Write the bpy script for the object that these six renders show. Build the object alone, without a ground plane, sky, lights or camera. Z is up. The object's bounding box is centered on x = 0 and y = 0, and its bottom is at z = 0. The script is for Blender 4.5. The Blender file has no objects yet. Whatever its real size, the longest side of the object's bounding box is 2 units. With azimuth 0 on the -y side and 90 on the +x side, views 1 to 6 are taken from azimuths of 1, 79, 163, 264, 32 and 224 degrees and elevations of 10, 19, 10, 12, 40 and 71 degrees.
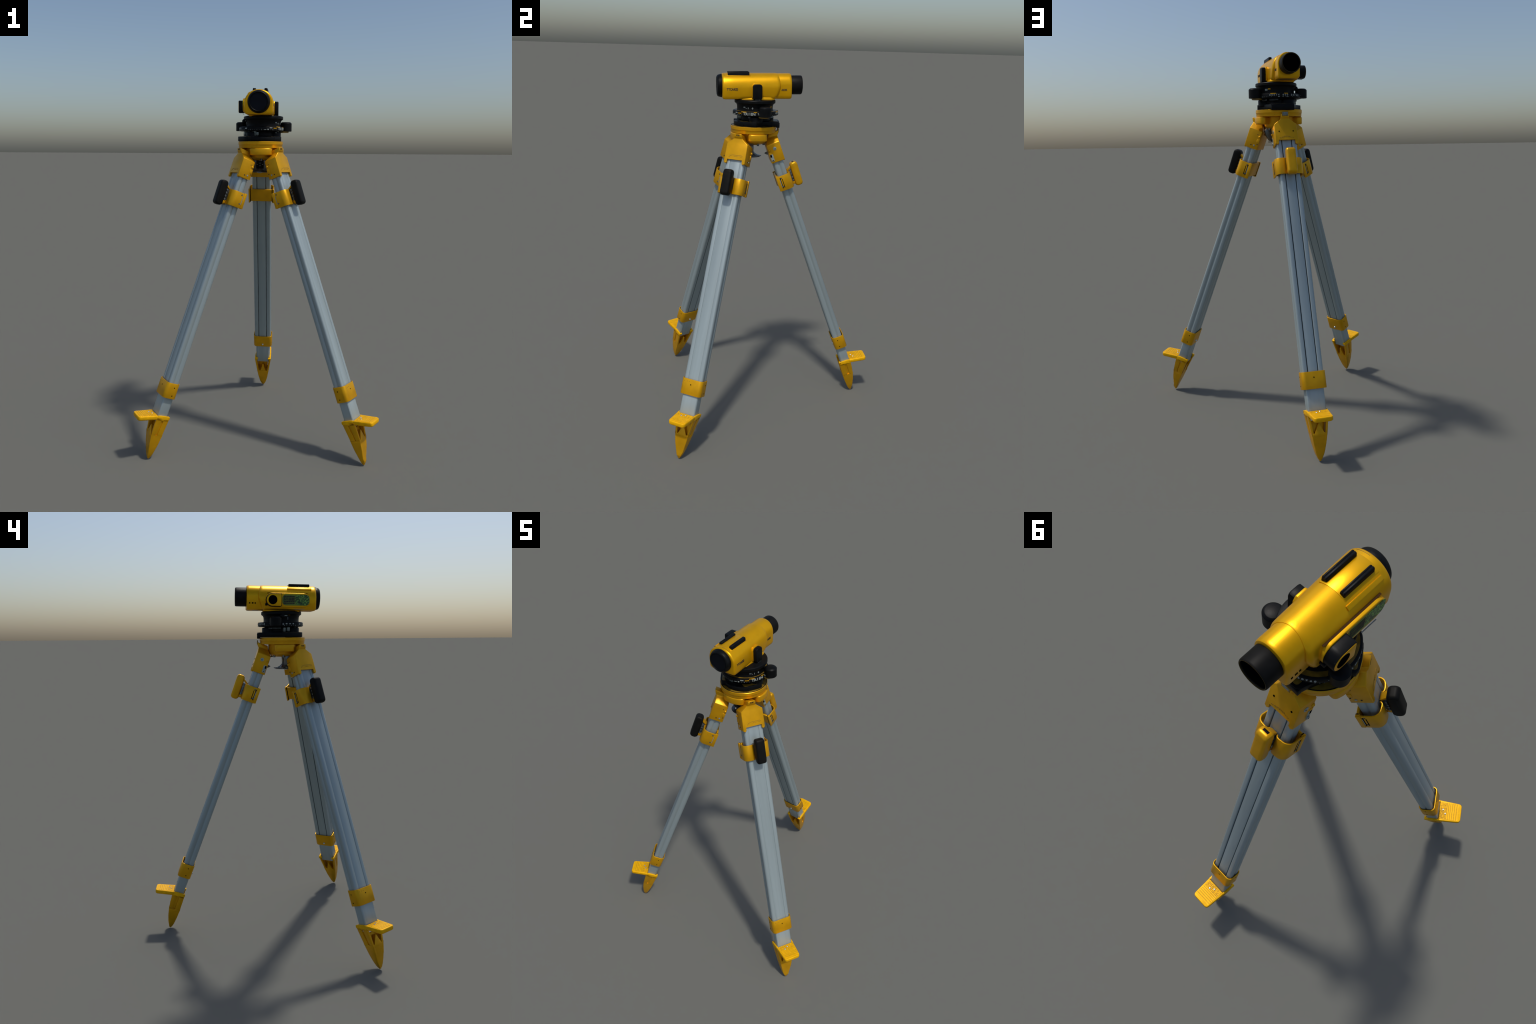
# Surveyor's automatic level on an aluminium tripod, built part by part.
import bpy, bmesh, math, random
from mathutils import Vector, Matrix

random.seed(7)
D = bpy.data
SC = bpy.context.scene
R = math.radians


# ------------------------------------------------------------------ materials
def new_mat(name):
    m = D.materials.new(name)
    m.use_nodes = True
    nt = m.node_tree
    return m, nt, nt.nodes, nt.links, nt.nodes["Principled BSDF"]


def mat(name, col, rough=0.5, metal=0.0, var=0.12, scale=14.0, bump=0.0, bscale=300.0,
        stretch=None, coat=0.0, specks=None, spec=0.5):
    """Plain coloured stuff with a little uneven tone, optional grain and dirt specks."""
    m, nt, N, L, P = new_mat(name)
    tc = N.new("ShaderNodeTexCoord")
    mp = N.new("ShaderNodeMapping")
    if stretch:
        mp.inputs["Scale"].default_value = stretch
    L.new(tc.outputs["Object"], mp.inputs["Vector"])
    nz = N.new("ShaderNodeTexNoise")
    nz.inputs["Scale"].default_value = scale
    nz.inputs["Detail"].default_value = 5
    L.new(mp.outputs["Vector"], nz.inputs["Vector"])
    rp = N.new("ShaderNodeValToRGB")
    rp.color_ramp.elements[0].position = 0.3
    rp.color_ramp.elements[1].position = 0.7
    rp.color_ramp.elements[0].color = [c * (1 - var) for c in col] + [1]
    rp.color_ramp.elements[1].color = [min(1, c * (1 + var)) for c in col] + [1]
    L.new(nz.outputs["Fac"], rp.inputs["Fac"])
    out = rp.outputs["Color"]
    if specks:
        scol, sscale, thr = specks
        n2 = N.new("ShaderNodeTexNoise")
        n2.inputs["Scale"].default_value = sscale
        n2.inputs["Detail"].default_value = 3
        L.new(tc.outputs["Object"], n2.inputs["Vector"])
        r2 = N.new("ShaderNodeValToRGB")
        r2.color_ramp.elements[0].position = thr
        r2.color_ramp.elements[1].position = thr + 0.04
        L.new(n2.outputs["Fac"], r2.inputs["Fac"])
        mx = N.new("ShaderNodeMix")
        mx.data_type = 'RGBA'
        L.new(r2.outputs["Color"], mx.inputs["Factor"])
        L.new(out, mx.inputs[6])
        mx.inputs[7].default_value = (*scol, 1)
        out = mx.outputs[2]
    L.new(out, P.inputs["Base Color"])
    P.inputs["Roughness"].default_value = rough
    P.inputs["Metallic"].default_value = metal
    P.inputs["Coat Weight"].default_value = coat
    P.inputs["Specular IOR Level"].default_value = spec
    if bump:
        nb = N.new("ShaderNodeTexNoise")
        nb.inputs["Scale"].default_value = bscale
        L.new(tc.outputs["Object"], nb.inputs["Vector"])
        bp = N.new("ShaderNodeBump")
        bp.inputs["Strength"].default_value = bump
        bp.inputs["Distance"].default_value = 0.001
        L.new(nb.outputs["Fac"], bp.inputs["Height"])
        L.new(bp.outputs["Normal"], P.inputs["Normal"])
    return m


YEL = (0.69, 0.346, 0.005)
M_YEL = mat("yellow_paint", YEL, 0.36, 0.45, 0.10, 16, 0.05, 500,
            specks=((0.12, 0.09, 0.03), 60, 0.76), spec=0.25)
M_YELI = mat("instrument_yellow_paint", (0.76, 0.388, 0.003), 0.33, 0.55, 0.06, 14, 0.05, 400,
             specks=((0.14, 0.10, 0.03), 45, 0.78), spec=0.2)
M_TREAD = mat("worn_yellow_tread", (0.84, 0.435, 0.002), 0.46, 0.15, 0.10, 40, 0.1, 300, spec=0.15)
M_GROOVE = mat("dark_groove", (0.30, 0.15, 0.006), 0.6, 0.1, 0.3, 80)  # darker brown-yellow of the under-layer between the tread ribs
M_ALU = mat("brushed_aluminium", (0.335, 0.400, 0.412), 0.43, 0.35, 0.09, 24, 0.03, 200,
            stretch=(1, 1, 0.05))
M_STEEL = mat("steel", (0.55, 0.60, 0.58), 0.25, 0.8, 0.1, 60)
M_DARKST = mat("dark_steel", (0.16, 0.18, 0.19), 0.3, 0.7, 0.2, 60)
M_BLK = mat("black_plastic", (0.0045, 0.005, 0.0055), 0.42, 0.0, 0.35, 40, 0.12, 300,
            specks=((0.022, 0.022, 0.020), 70, 0.72), spec=0.10)
M_RUB = mat("black_rubber", (0.0065, 0.0063, 0.0058), 0.5, 0.0, 0.25, 40, 0.15, 600, spec=0.10)
M_LENS = mat("dark_lens_cap", (0.003, 0.004, 0.008), 0.4, 0.0, 0.2, 20, spec=0.10)
M_VOID = mat("void_black", (0.002, 0.002, 0.002), 0.9, 0.0, 0.0, spec=0.0)  # near-black for solid patches that stand in for holes and hollows
M_INK = mat("dark_print", (0.02, 0.014, 0.008), 0.6, 0.0, 0.3, 200)
M_ENG = mat("engraved_line", (0.26, 0.145, 0.008), 0.6, 0.0, 0.2, 200)
M_WHITE = mat("pale_print", (0.30, 0.33, 0.31), 0.5, 0.0, 0.3, 150)
M_OLIVE = mat("brown_yellow", (0.19, 0.115, 0.012), 0.4, 0.1, 0.5, 30)  # on the black base lobes this colour paints a yellow reflection
M_GLASS = mat("clear_grey_window", (0.17, 0.20, 0.19), 0.15, 0.1, 0.5, 80)
M_PALE = mat("pale_zinc", (0.30, 0.35, 0.33), 0.4, 0.3, 0.15, 60)
M_GREEN = mat("green_label_paper", (0.12, 0.19, 0.012), 0.4, 0.0, 0.3, 60)


def leaf_mat():
    m, nt, N, L, P = new_mat("leaf_picture")
    tc = N.new("ShaderNodeTexCoord")
    v = N.new("ShaderNodeTexVoronoi")
    v.inputs["Scale"].default_value = 150
    L.new(tc.outputs["Object"], v.inputs["Vector"])
    nz = N.new("ShaderNodeTexNoise")
    nz.inputs["Scale"].default_value = 60
    L.new(tc.outputs["Object"], nz.inputs["Vector"])
    mx = N.new("ShaderNodeMix")
    mx.inputs["Factor"].default_value = 0.5
    L.new(v.outputs["Distance"], mx.inputs[2])
    L.new(nz.outputs["Fac"], mx.inputs[3])
    rp = N.new("ShaderNodeValToRGB")
    e = rp.color_ramp.elements
    e[0].position, e[0].color = 0.40, (0.006, 0.022, 0.006, 1)
    e[1].position, e[1].color = 0.62, (0.17, 0.36, 0.05, 1)
    k = e.new(0.48)
    k.color = (0.035, 0.12, 0.008, 1)
    L.new(mx.outputs[0], rp.inputs["Fac"])
    L.new(rp.outputs["Color"], P.inputs["Base Color"])
    P.inputs["Roughness"].default_value = 0.4
    return m


M_LEAF = leaf_mat()


# ------------------------------------------------------------------ mesh tools
def finish(bm, name, material, angle=35, bevel=0.0, seg=2, bev_ang=30):
    bmesh.ops.remove_doubles(bm, verts=bm.verts, dist=1e-6)
    bmesh.ops.recalc_face_normals(bm, faces=bm.faces)
    if bevel:
        ed = [e for e in bm.edges if len(e.link_faces) == 2 and
              e.calc_face_angle(0) > R(bev_ang)]
        bmesh.ops.bevel(bm, geom=ed, offset=bevel, segments=seg, profile=0.5,
                        affect='EDGES', clamp_overlap=True)
        bmesh.ops.recalc_face_normals(bm, faces=bm.faces)
    me = D.meshes.new(name)
    bm.to_mesh(me)
    bm.free()
    me.polygons.foreach_set("use_smooth", [True] * len(me.polygons))
    me.set_sharp_from_angle(angle=R(angle))
    if material:
        me.materials.append(material)
    return me


def loft_bm(bm, rings, close=True, cap0=True, cap1=True):
    vs = [[bm.verts.new(p) for p in r] for r in rings]
    n = len(rings[0])
    for a, b in zip(vs, vs[1:]):
        for i in range(n if close else n - 1):
            j = (i + 1) % n
            bm.faces.new((a[i], a[j], b[j], b[i]))
    if cap0:
        bm.faces.new(vs[0][::-1])
    if cap1:
        bm.faces.new(vs[-1])
    return vs


def box_bm(bm, x0, x1, y0, y1, z0, z1, M=None):
    r = [[(x0, y0, z), (x1, y0, z), (x1, y1, z), (x0, y1, z)] for z in (z0, z1)]
    if M is not None:
        r = [[M @ Vector(p) for p in q] for q in r]
    loft_bm(bm, r)


def box(name, x0, x1, y0, y1, z0, z1, material, bevel=0.0, seg=2, M=None):
    bm = bmesh.new()
    box_bm(bm, x0, x1, y0, y1, z0, z1, M)
    return finish(bm, name, material, bevel=bevel, seg=seg)


def prism_bm(bm, pts, a, b, axis='Z'):
    f = {'Z': lambda p, c: (p[0], p[1], c), 'Y': lambda p, c: (p[0], c, p[1]),
         'X': lambda p, c: (c, p[0], p[1])}[axis]
    loft_bm(bm, [[f(p, a) for p in pts], [f(p, b) for p in pts]])


def prism(name, pts, a, b, axis, material, bevel=0.0, seg=2, angle=35):
    bm = bmesh.new()
    prism_bm(bm, pts, a, b, axis)
    return finish(bm, name, material, bevel=bevel, seg=seg, angle=angle)


def lathe_bm(bm, prof, n=64, c=(0, 0, 0), axis='Z', a0=0.0):
    """prof: (radius, height) list; radius 0 ends are closed by a fan."""
    def P(r, h, k):
        a = a0 + 2 * math.pi * k / n
        x, y = r * math.cos(a), r * math.sin(a)
        p = {'Z': (x, y, h), 'Y': (x, h, y), 'X': (h, x, y)}[axis]
        return (p[0] + c[0], p[1] + c[1], p[2] + c[2])
    rows = []
    for r, h in prof:
        if r < 1e-6:
            rows.append([bm.verts.new(P(0, h, 0))])
        else:
            rows.append([bm.verts.new(P(r, h, k)) for k in range(n)])
    for a, b in zip(rows, rows[1:]):
        for i in range(n):
            j = (i + 1) % n
            if len(a) == 1 and len(b) == 1:
                continue
            if len(a) == 1:
                bm.faces.new((a[0], b[i], b[j]))
            elif len(b) == 1:
                bm.faces.new((a[i], a[j], b[0]))
            else:
                bm.faces.new((a[i], a[j], b[j], b[i]))


def lathe(name, prof, material, n=64, c=(0, 0, 0), axis='Z', angle=32):
    bm = bmesh.new()
    lathe_bm(bm, prof, n, c, axis)
    return finish(bm, name, material, angle=angle)


def cyl(name, r, h0, h1, material, c=(0, 0, 0), axis='Z', n=24, ch=0.0):
    pr = [(0, h0), (r - ch, h0), (r, h0 + ch), (r, h1 - ch), (r - ch, h1), (0, h1)]
    if ch == 0:
        pr = [(0, h0), (r, h0), (r, h1), (0, h1)]
    return lathe(name, pr, material, n, c, axis)


def rrect(w, y0, y1, r, n=5):
    """rounded rectangle outline: |x| < w, y0 < y < y1"""
    pts = []
    for cx, cy, a0 in ((w - r, y1 - r, 0), (-w + r, y1 - r, 90),
                       (-w + r, y0 + r, 180), (w - r, y0 + r, 270)):
        for i in range(n + 1):
            a = R(a0 + 90 * i / n)
            pts.append((cx + r * math.cos(a), cy + r * math.sin(a)))
    return pts


def offset_path(path, d):
    """left-hand parallel of an open 2-D path"""
    out = []
    for i, p in enumerate(path):
        a = Vector(path[max(0, i - 1)])
        b = Vector(path[min(len(path) - 1, i + 1)])
        t = (b - a).normalized()
        out.append((p[0] - t.y * d, p[1] + t.x * d))
    return out


def obj(name, me, parent, M=None, slot_mat=None):
    o = D.objects.new(name, me)
    SC.collection.objects.link(o)
    o.parent = parent
    if M is not None:
        o.matrix_local = M
    if slot_mat is not None:
        o.material_slots[0].link = 'OBJECT'
        o.material_slots[0].material = slot_mat
    return o


def text_mesh(name, body, size, material, depth=0.0006, align='CENTER', squash=1.0):
    cu = D.curves.new(name, 'FONT')
    cu.body = body
    cu.size = size
    cu.extrude = depth
    cu.offset = size * 0.03
    cu.align_x = align
    cu.align_y = 'CENTER'
    t = D.objects.new(name + "_tmp", cu)
    SC.collection.objects.link(t)
    dg = bpy.context.evaluated_depsgraph_get()
    me = D.meshes.new_from_object(t.evaluated_get(dg))
    D.objects.remove(t)
    D.curves.remove(cu)
    me.name = name
    me.transform(Matrix.Diagonal((squash, 1, 1, 1)))
    me.materials.clear()
    me.materials.append(material)
    return me


def frame(origin, x, y, z):
    M = Matrix.Identity(4)
    for i, v in enumerate((x, y, z)):
        for k in range(3):
            M[k][i] = v[k]
    M.translation = origin
    return M


# ------------------------------------------------------------------ root
ROOT = D.objects.new("surveying_level_on_tripod", None)
SC.collection.objects.link(ROOT)
ROOT["label"] = "yellow optical surveying level on three-legged aluminium tripod"
ROOT["category"] = "surveying instrument"

# ------------------------------------------------------------------ legs
# two points on the axis of each leg, and the compass angle its outer face looks to
LEGS = [((0.4921, -0.4992, 0.35), (0.1648, -0.2506, 1.4), -33.5, False, "A"),
        ((-0.4901, -0.4713, 0.35), (-0.1422, -0.2405, 1.4), -149.8, False, "B"),
        ((0.0317, 0.4621, 0.35), (0.0204, 0.0678, 1.4), 86.0, True, "C")]

# --- shared leg meshes; local frame: X across, Y outwards, Z up along the leg
WT, WO = 0.0546, 0.0294


def rail_profile():
    """one side rail: rounded bar with a groove down its outer flank"""
    r = 0.0115
    pts = []
    x0, x1 = 0.0285, WT
    def arc(cx, cy, a0, a1, rr, n=5):
        for i in range(n + 1):
            a = R(a0 + (a1 - a0) * i / n)
            pts.append((cx + rr * math.cos(a), cy + rr * math.sin(a)))
    arc(x1 - r, -WO + r, -90, -5, r)
    pts.extend([(x1, -0.012), (x1 - 0.0006, -0.006), (x1 - 0.0045, -0.0012), (x1 - 0.0045, 0.0012),
                (x1 - 0.0006, 0.006), (x1, 0.012)])
    arc(x1 - r, WO - r, 5, 90, r)
    arc(x0 + 0.004, WO - 0.004, 90, 180, 0.004, 3)
    arc(x0 + 0.003, -WO + 0.003, 180, 270, 0.003, 3)
    return pts


RP = rail_profile()
ME_RAIL = prism("leg_rail", RP, 0.40, 1.70, 'Z', M_ALU, angle=50)
ME_RAIL_M = prism("leg_rail_mirrored", [(-x, y) for x, y in RP][::-1], 0.40, 1.70, 'Z', M_ALU, angle=50)
ME_SLIDER = prism("leg_slider", rrect(0.0245, -0.0285, 0.0270, 0.002, 2), 0.38, 1.70, 'Z', M_ALU)
# outer web that closes the front of the two forward legs, slightly sunk
bm = bmesh.new()
loft_bm(bm, [[(x, y, z) for x, y in ((-0.038, 0.024), (0.038, 0.024), (0.038, 0.0285), (0.034, 0.0277),
                                      (0.029, 0.0268), (0.026, 0.0285), (-0.026, 0.0285),
                                      (-0.029, 0.0268), (-0.034, 0.0277), (-0.038, 0.0285))]
             for z in (0.401, 1.699)])
ME_WEB = finish(bm, "leg_front_web", M_ALU, angle=60)
# inner extension tube
ME_TUBE = prism("extension_tube",
                [(-0.0465, -0.022), (-0.039, -0.0305), (-0.028, -0.0305), (-0.0265, -0.0298), (-0.025, -0.0305),
                 (0.025, -0.0305), (0.0265, -0.0298), (0.028, -0.0305), (0.039, -0.0305), (0.0465, -0.022),
                 (0.0465, 0.022), (0.042, 0.0270), (0.030, 0.0278), (-0.030, 0.0278), (-0.042, 0.0270),
                 (-0.0465, 0.022)], 0.224, 0.41, 'Z', M_ALU, bevel=0.002, seg=2)


# --- lower collar
def ring_prism(name, outer, inner, z0, z1, material, bevel=0.0012):
    bm = bmesh.new()
    rings = [[(x, y, z) for x, y in q] for q, z in
             ((outer, z0), (outer, z1), (inner, z1), (inner, z0), (outer, z0))]
    loft_bm(bm, rings, cap0=False, cap1=False)
    return finish(bm, name, material, bevel=bevel, seg=2, bev_ang=50)


ME_COLLAR = ring_prism("lower_collar", rrect(0.0622, -0.0365, 0.0408, 0.021, 7),
                       rrect(0.0577, -0.0320, 0.0363, 0.017, 7), 0.362, 0.447, M_YEL)

# --- clamp band: a U open to the inside, its two outer ends curled in beside the lever
half = [(0.0740, -0.036), (0.0745, -0.02), (0.0745, 0.012)]
for i in range(1, 9):
    a = R(90 * i / 8)
    half.append((0.0745 - 0.030 * (1 - math.cos(a)), 0.012 + 0.031 * math.sin(a)))
half += [(0.034, 0.0445), (0.024, 0.0435), (0.0175, 0.0395), (0.0155, 0.033)]
bm = bmesh.new()
for s in (1, -1):
    outer = [(s * x, y) for x, y in half]
    inner = [(s * x, y) for x, y in offset_path(half, 0.0048)]
    poly = outer + inner[::-1]
    prism_bm(bm, poly, 1.463, 1.550, 'Z')
# thicker end flanges that take the cross plate
for s in (1, -1):
    box_bm(bm, min(s * 0.0675, s * 0.0765), max(s * 0.0675, s * 0.0765), -0.0425, -0.026, 1.465, 1.553)
ME_CLAMP = finish(bm, "clamp_band", M_YEL, bevel=0.0012, seg=2, bev_ang=50, angle=40)
ME_PLATE = box("clamp_cross_plate", -0.0640, 0.0640, -0.0405, -0.0305, 1.475, 1.551, M_YEL, 0.002)
def clamp_dark_box(sides):
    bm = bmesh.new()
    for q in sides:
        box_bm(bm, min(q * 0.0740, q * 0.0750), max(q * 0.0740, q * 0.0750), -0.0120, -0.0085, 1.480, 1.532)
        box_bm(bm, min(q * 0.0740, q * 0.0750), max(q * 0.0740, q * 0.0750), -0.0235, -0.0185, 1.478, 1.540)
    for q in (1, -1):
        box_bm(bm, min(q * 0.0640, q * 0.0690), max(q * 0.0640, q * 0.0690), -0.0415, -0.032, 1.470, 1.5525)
    return finish(bm, "clamp_dark_box", M_VOID)  # thin dark boxes added on the clamp in place of cut slots


ME_DARK_BOXES = {"A": clamp_dark_box((-1,)), "B": clamp_dark_box((1,)), "C": clamp_dark_box((1, -1))}
bm = bmesh.new()
for q in (1, -1):
    for z in (1.537, 1.487):
        a, b = (0.0735, 0.0754) if q > 0 else (-0.0754, -0.0735)
        lathe_bm(bm, [(0, a), (0.0042, a), (0.0042, b), (0, b)], 14, (0, -0.015, z), 'X')
ME_CSCREW = finish(bm, "clamp_screw", M_INK)
bm = bmesh.new()
for q in (1, -1):
    for z in (1.537, 1.487):
        a, b = (0.0753, 0.0758) if q > 0 else (-0.0758, -0.0753)
        lathe_bm(bm, [(0, a), (0.0020, a), (0.0020, b), (0, b)], 10, (0, -0.015, z), 'X')
    box_bm(bm, min(q * 0.0740, q * 0.0752), max(q * 0.0740, q * 0.0752), -0.0250, -0.0220, 1.485, 1.530)
ME_CSCREWC = finish(bm, "clamp_screw_core", M_PALE)

# --- lever: oblong grip standing off the clamp
def stadium(c, half_len, half_th, r, n=8):
    pts = []
    for cx, cz, a0 in ((half_th - r, half_len - r, 0), (-half_th + r, half_len - r, 90),
                       (-half_th + r, -half_len + r, 180), (half_th - r, -half_len + r, 270)):
        for i in range(n + 1):
            a = R(a0 + 90 * i / n)
            pts.append((c[0] + cx + r * math.cos(a), c[1] + cz + r * math.sin(a)))
    return pts


bm = bmesh.new()
st = stadium((0, 0), 0.070, 0.0225, 0.0175)
xs = [(-0.0255, 0.70), (-0.0245, 0.82), (-0.0222, 0.92), (-0.0180, 0.98), (-0.0130, 1.0), (0.0130, 1.0), (0.0180, 0.98), (0.0222, 0.92), (0.0245, 0.82), (0.0255, 0.70)]
rings = []
for x, k in xs:
    d = (1 - k) * 0.034
    rings.append([(x, p[0] * (1 - d / 0.0215), p[1] * (1 - d / 0.069)) for p in st])
loft_bm(bm, rings)
ML = Matrix.Translation((0, 0.0797, 1.518)) @ Matrix.Rotation(R(-1), 4, 'X')
bm.transform(ML)
ME_LEVER = finish(bm, "clamp_lever", None, angle=40)
ME_LEVEND = box("lever_end_patch", -0.0120, 0.0120, -0.0050, 0.0060, 0.0690, 0.0706, M_LENS, 0.0004, M=ML)  # navy patch added over the lever's flat, reflecting end facet
ME_LEVER.materials.append(M_RUB)
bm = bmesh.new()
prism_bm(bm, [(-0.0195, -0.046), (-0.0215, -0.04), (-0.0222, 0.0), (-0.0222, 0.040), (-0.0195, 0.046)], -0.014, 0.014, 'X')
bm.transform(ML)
ME_LEVDARK = finish(bm, "lever_dark_inset", M_VOID)  # dark inset added to a solid lever instead of hollowing it
bm = bmesh.new()
box_bm(bm, -0.0115, 0.0115, 0.028, 0.060, 1.478, 1.548)
for z in (1.488, 1.506, 1.524, 1.541):
    lathe_bm(bm, [(0, -0.019), (0.0055, -0.019), (0.0055, 0.019), (0, 0.019)], 14, (0, 0.051, z), 'X')
ME_LINK = finish(bm, "lever_linkage", M_DARKST, bevel=0.001)
bm = bmesh.new()
prism_bm(bm, [(0.036, 1.468), (0.060, 1.462), (0.064, 1.478), (0.040, 1.486)], -0.017, 0.017, 'X')
prism_bm(bm, [(0.030, 1.552), (0.036, 1.545), (0.070, 1.566), (0.066, 1.576)], -0.014, 0.014, 'X')
ME_LINKY = finish(bm, "lever_hinge", M_YEL, bevel=0.002)

# --- hinge bracket at the top of the leg
def bracket():
    # height along the leg, half width, inner face, outer face
    lev = [(1.629, 0.0625, -0.0365, 0.0410), (1.690, 0.0615, -0.0358, 0.0418), (1.735, 0.0608, -0.0345, 0.0424),
           (1.7625, 0.0245, -0.0135, 0.0450), (1.7690, 0.0225, -0.0090, 0.0530), (1.786, 0.0210, 0.0, 0.0600)]
    bm = bmesh.new()
    loft_bm(bm, [[(-w, a, z), (w, a, z), (w, b, z), (-w, b, z)] for z, w, a, b in lev])
    return finish(bm, "leg_bracket", M_YEL, bevel=0.0032, seg=3, bev_ang=12, angle=40)


def with_boolean(me, cutters):
    o = D.objects.new("tmp_a", me)
    SC.collection.objects.link(o)
    tmp = [o]
    for c in cutters:
        k = D.objects.new("tmp_c", c)
        SC.collection.objects.link(k)
        tmp.append(k)
        m = o.modifiers.new("cut", 'BOOLEAN')
        m.operation = 'DIFFERENCE'
        m.solver = 'EXACT'
        m.object = k
    dg = bpy.context.evaluated_depsgraph_get()
    res = D.meshes.new_from_object(o.evaluated_get(dg))
    res.name = me.name
    for t in tmp:
        D.objects.remove(t)
    mats = [m for m in me.materials]
    res.materials.clear()
    for m in mats[:1]:
        res.materials.append(m)
    res.polygons.foreach_set("material_index", [0] * len(res.polygons))
    res.polygons.foreach_set("use_smooth", [True] * len(res.polygons))
    res.set_sharp_from_angle(angle=R(40))
    return res


ME_BRK = with_boolean(bracket(), [
    box("cut", -0.0445, 0.0445, 0.0, 0.08, 1.60, 1.6490, M_YEL),
    box("cut", -0.0555, 0.0555, -0.0305, 0.0305, 1.60, 1.665, M_YEL),
    box("cut", -0.0150, 0.0150, -0.06, -0.0, 1.715, 1.80, M_YEL)])

# bracket fittings
def fit_disc(bm, q, x0, x1, r, y, z, n=18):
    a, b = (x0, x1) if q > 0 else (-x1, -x0)
    lathe_bm(bm, [(0, a), (r, a), (r, b), (0, b)], n, (0, y, z), 'X')


def fit_box(bm, q, x0, x1, y0, y1, z0, z1):
    box_bm(bm, min(q * x0, q * x1), max(q * x0, q * x1), y0, y1, z0, z1)


# rear leg: large zinc pivot disc and a window with a bolt on either cheek
bm = bmesh.new()
for q in (1, -1):
    fit_disc(bm, q, 0.0595, 0.0632, 0.0098, 0.0050, 1.7050)
    fit_box(bm, q, 0.0605, 0.0634, -0.0330, -0.0150, 1.640, 1.680)
    fit_disc(bm, q, 0.0630, 0.0675, 0.0068, -0.0230, 1.648)
ME_BOLT_C = finish(bm, "bracket_bolt", M_PALE, bevel=0.0008)
bm = bmesh.new()
for q in (1, -1):
    fit_disc(bm, q, 0.0630, 0.0636, 0.0026, 0.0065, 1.7035, 10)
    fit_disc(bm, q, 0.0674, 0.0680, 0.0028, -0.0235, 1.6475, 10)
    fit_box(bm, q, 0.0630, 0.0638, -0.0320, -0.0225, 1.664, 1.679)
ME_SPOT_C = finish(bm, "bracket_dark_spot", M_VOID)  # dark discs and bar laid on the cheeks instead of openings
# forward legs: small fastenings low on the cheeks
bm = bmesh.new()
for q in (1, -1):
    fit_disc(bm, q, 0.0610, 0.0636, 0.0048, -0.0130, 1.6500, 14)
    fit_box(bm, q, 0.0600, 0.0622, -0.0350, -0.0200, 1.6275, 1.6330)
ME_BOLT_A = finish(bm, "bracket_bolt", M_PALE, bevel=0.0006)
bm = bmesh.new()
for q in (1, -1):
    fit_disc(bm, q, 0.0612, 0.0632, 0.0034, 0.0050, 1.6480, 12)
    fit_disc(bm, q, 0.0612, 0.0631, 0.0030, -0.0290, 1.6610, 12)
    fit_disc(bm, q, 0.0600, 0.0622, 0.0022, -0.0150, 1.7130, 10)
ME_SPOT_A = finish(bm, "bracket_dark_spot", M_INK)  # dark discs laid on the cheeks, nothing is drilled
bm = bmesh.new()
for q in (1, -1):
    a = q * 0.0600
    lathe_bm(bm, [(0, a), (0.0075, a), (0.0065, a + q * 0.004), (0.003, a + q * 0.0065), (0, a + q * 0.007)], 16, (0, -0.0285, 1.703), 'X')
    fit_box(bm, q, 0.0600, 0.0632, -0.0355, -0.0190, 1.668, 1.690)
ME_KNUCKLE = finish(bm, "bracket_knuckle", M_YEL, bevel=0.0015)
bm = bmesh.new()
for s in (1, -1):
    lathe_bm(bm, [(0, -0.003), (0.005, -0.003), (0.006, 0.0), (0.006, 0.0045), (0.004, 0.0065), (0, 0.007)],
             16, (s * 0.0525, 0.0345, 1.631), 'Y')
ME_BRKFOOT = finish(bm, "bracket_rivet", M_YEL)
bm = bmesh.new()
for x in (0.038, -0.038):
    lathe_bm(bm, [(0, 0.0400), (0.0036, 0.0400), (0.0036, 0.0430), (0, 0.0430)], 14, (x, 0, 1.6955), 'Y')
ME_BRKDOT = finish(bm, "bracket_face_disc", M_VOID)  # black discs set on the front face to read as holes
# raised outline pressed into the front face of the forward brackets
bm = bmesh.new()
path = [(-0.042, 1.669), (-0.038, 1.673), (-0.030, 1.6735), (0.016, 1.673), (0.028, 1.669), (0.036, 1.660)]
for (xa, za), (xb, zb) in zip(path, path[1:]):
    d = Vector((xb - xa, zb - za)).normalized() * 0.0003
    nrm = Vector((-d.y, d.x)).normalized() * 0.0007
    loft_bm(bm, [[(xa - d.x + nrm.x * k, y, za - d.y + nrm.y * k) for k, y in ((1, 0.0410), (-1, 0.0410), (-1, 0.0423), (1, 0.0423))],
                 [(xb + d.x + nrm.x * k, y, zb + d.y + nrm.y * k) for k, y in ((1, 0.0410), (-1, 0.0410), (-1, 0.0423), (1, 0.0423))]])
for i in range(9):
    x = -0.037 + i * 0.0055 + random.uniform(-.001, .001)
    h = random.uniform(0.0015, 0.004)
    box_bm(bm, x, x + random.uniform(0.0012, 0.003), 0.0410, 0.0423, 1.6665 - h / 2, 1.6665 + h / 2)
ME_EMB = finish(bm, "bracket_embossing", M_ENG)
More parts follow.
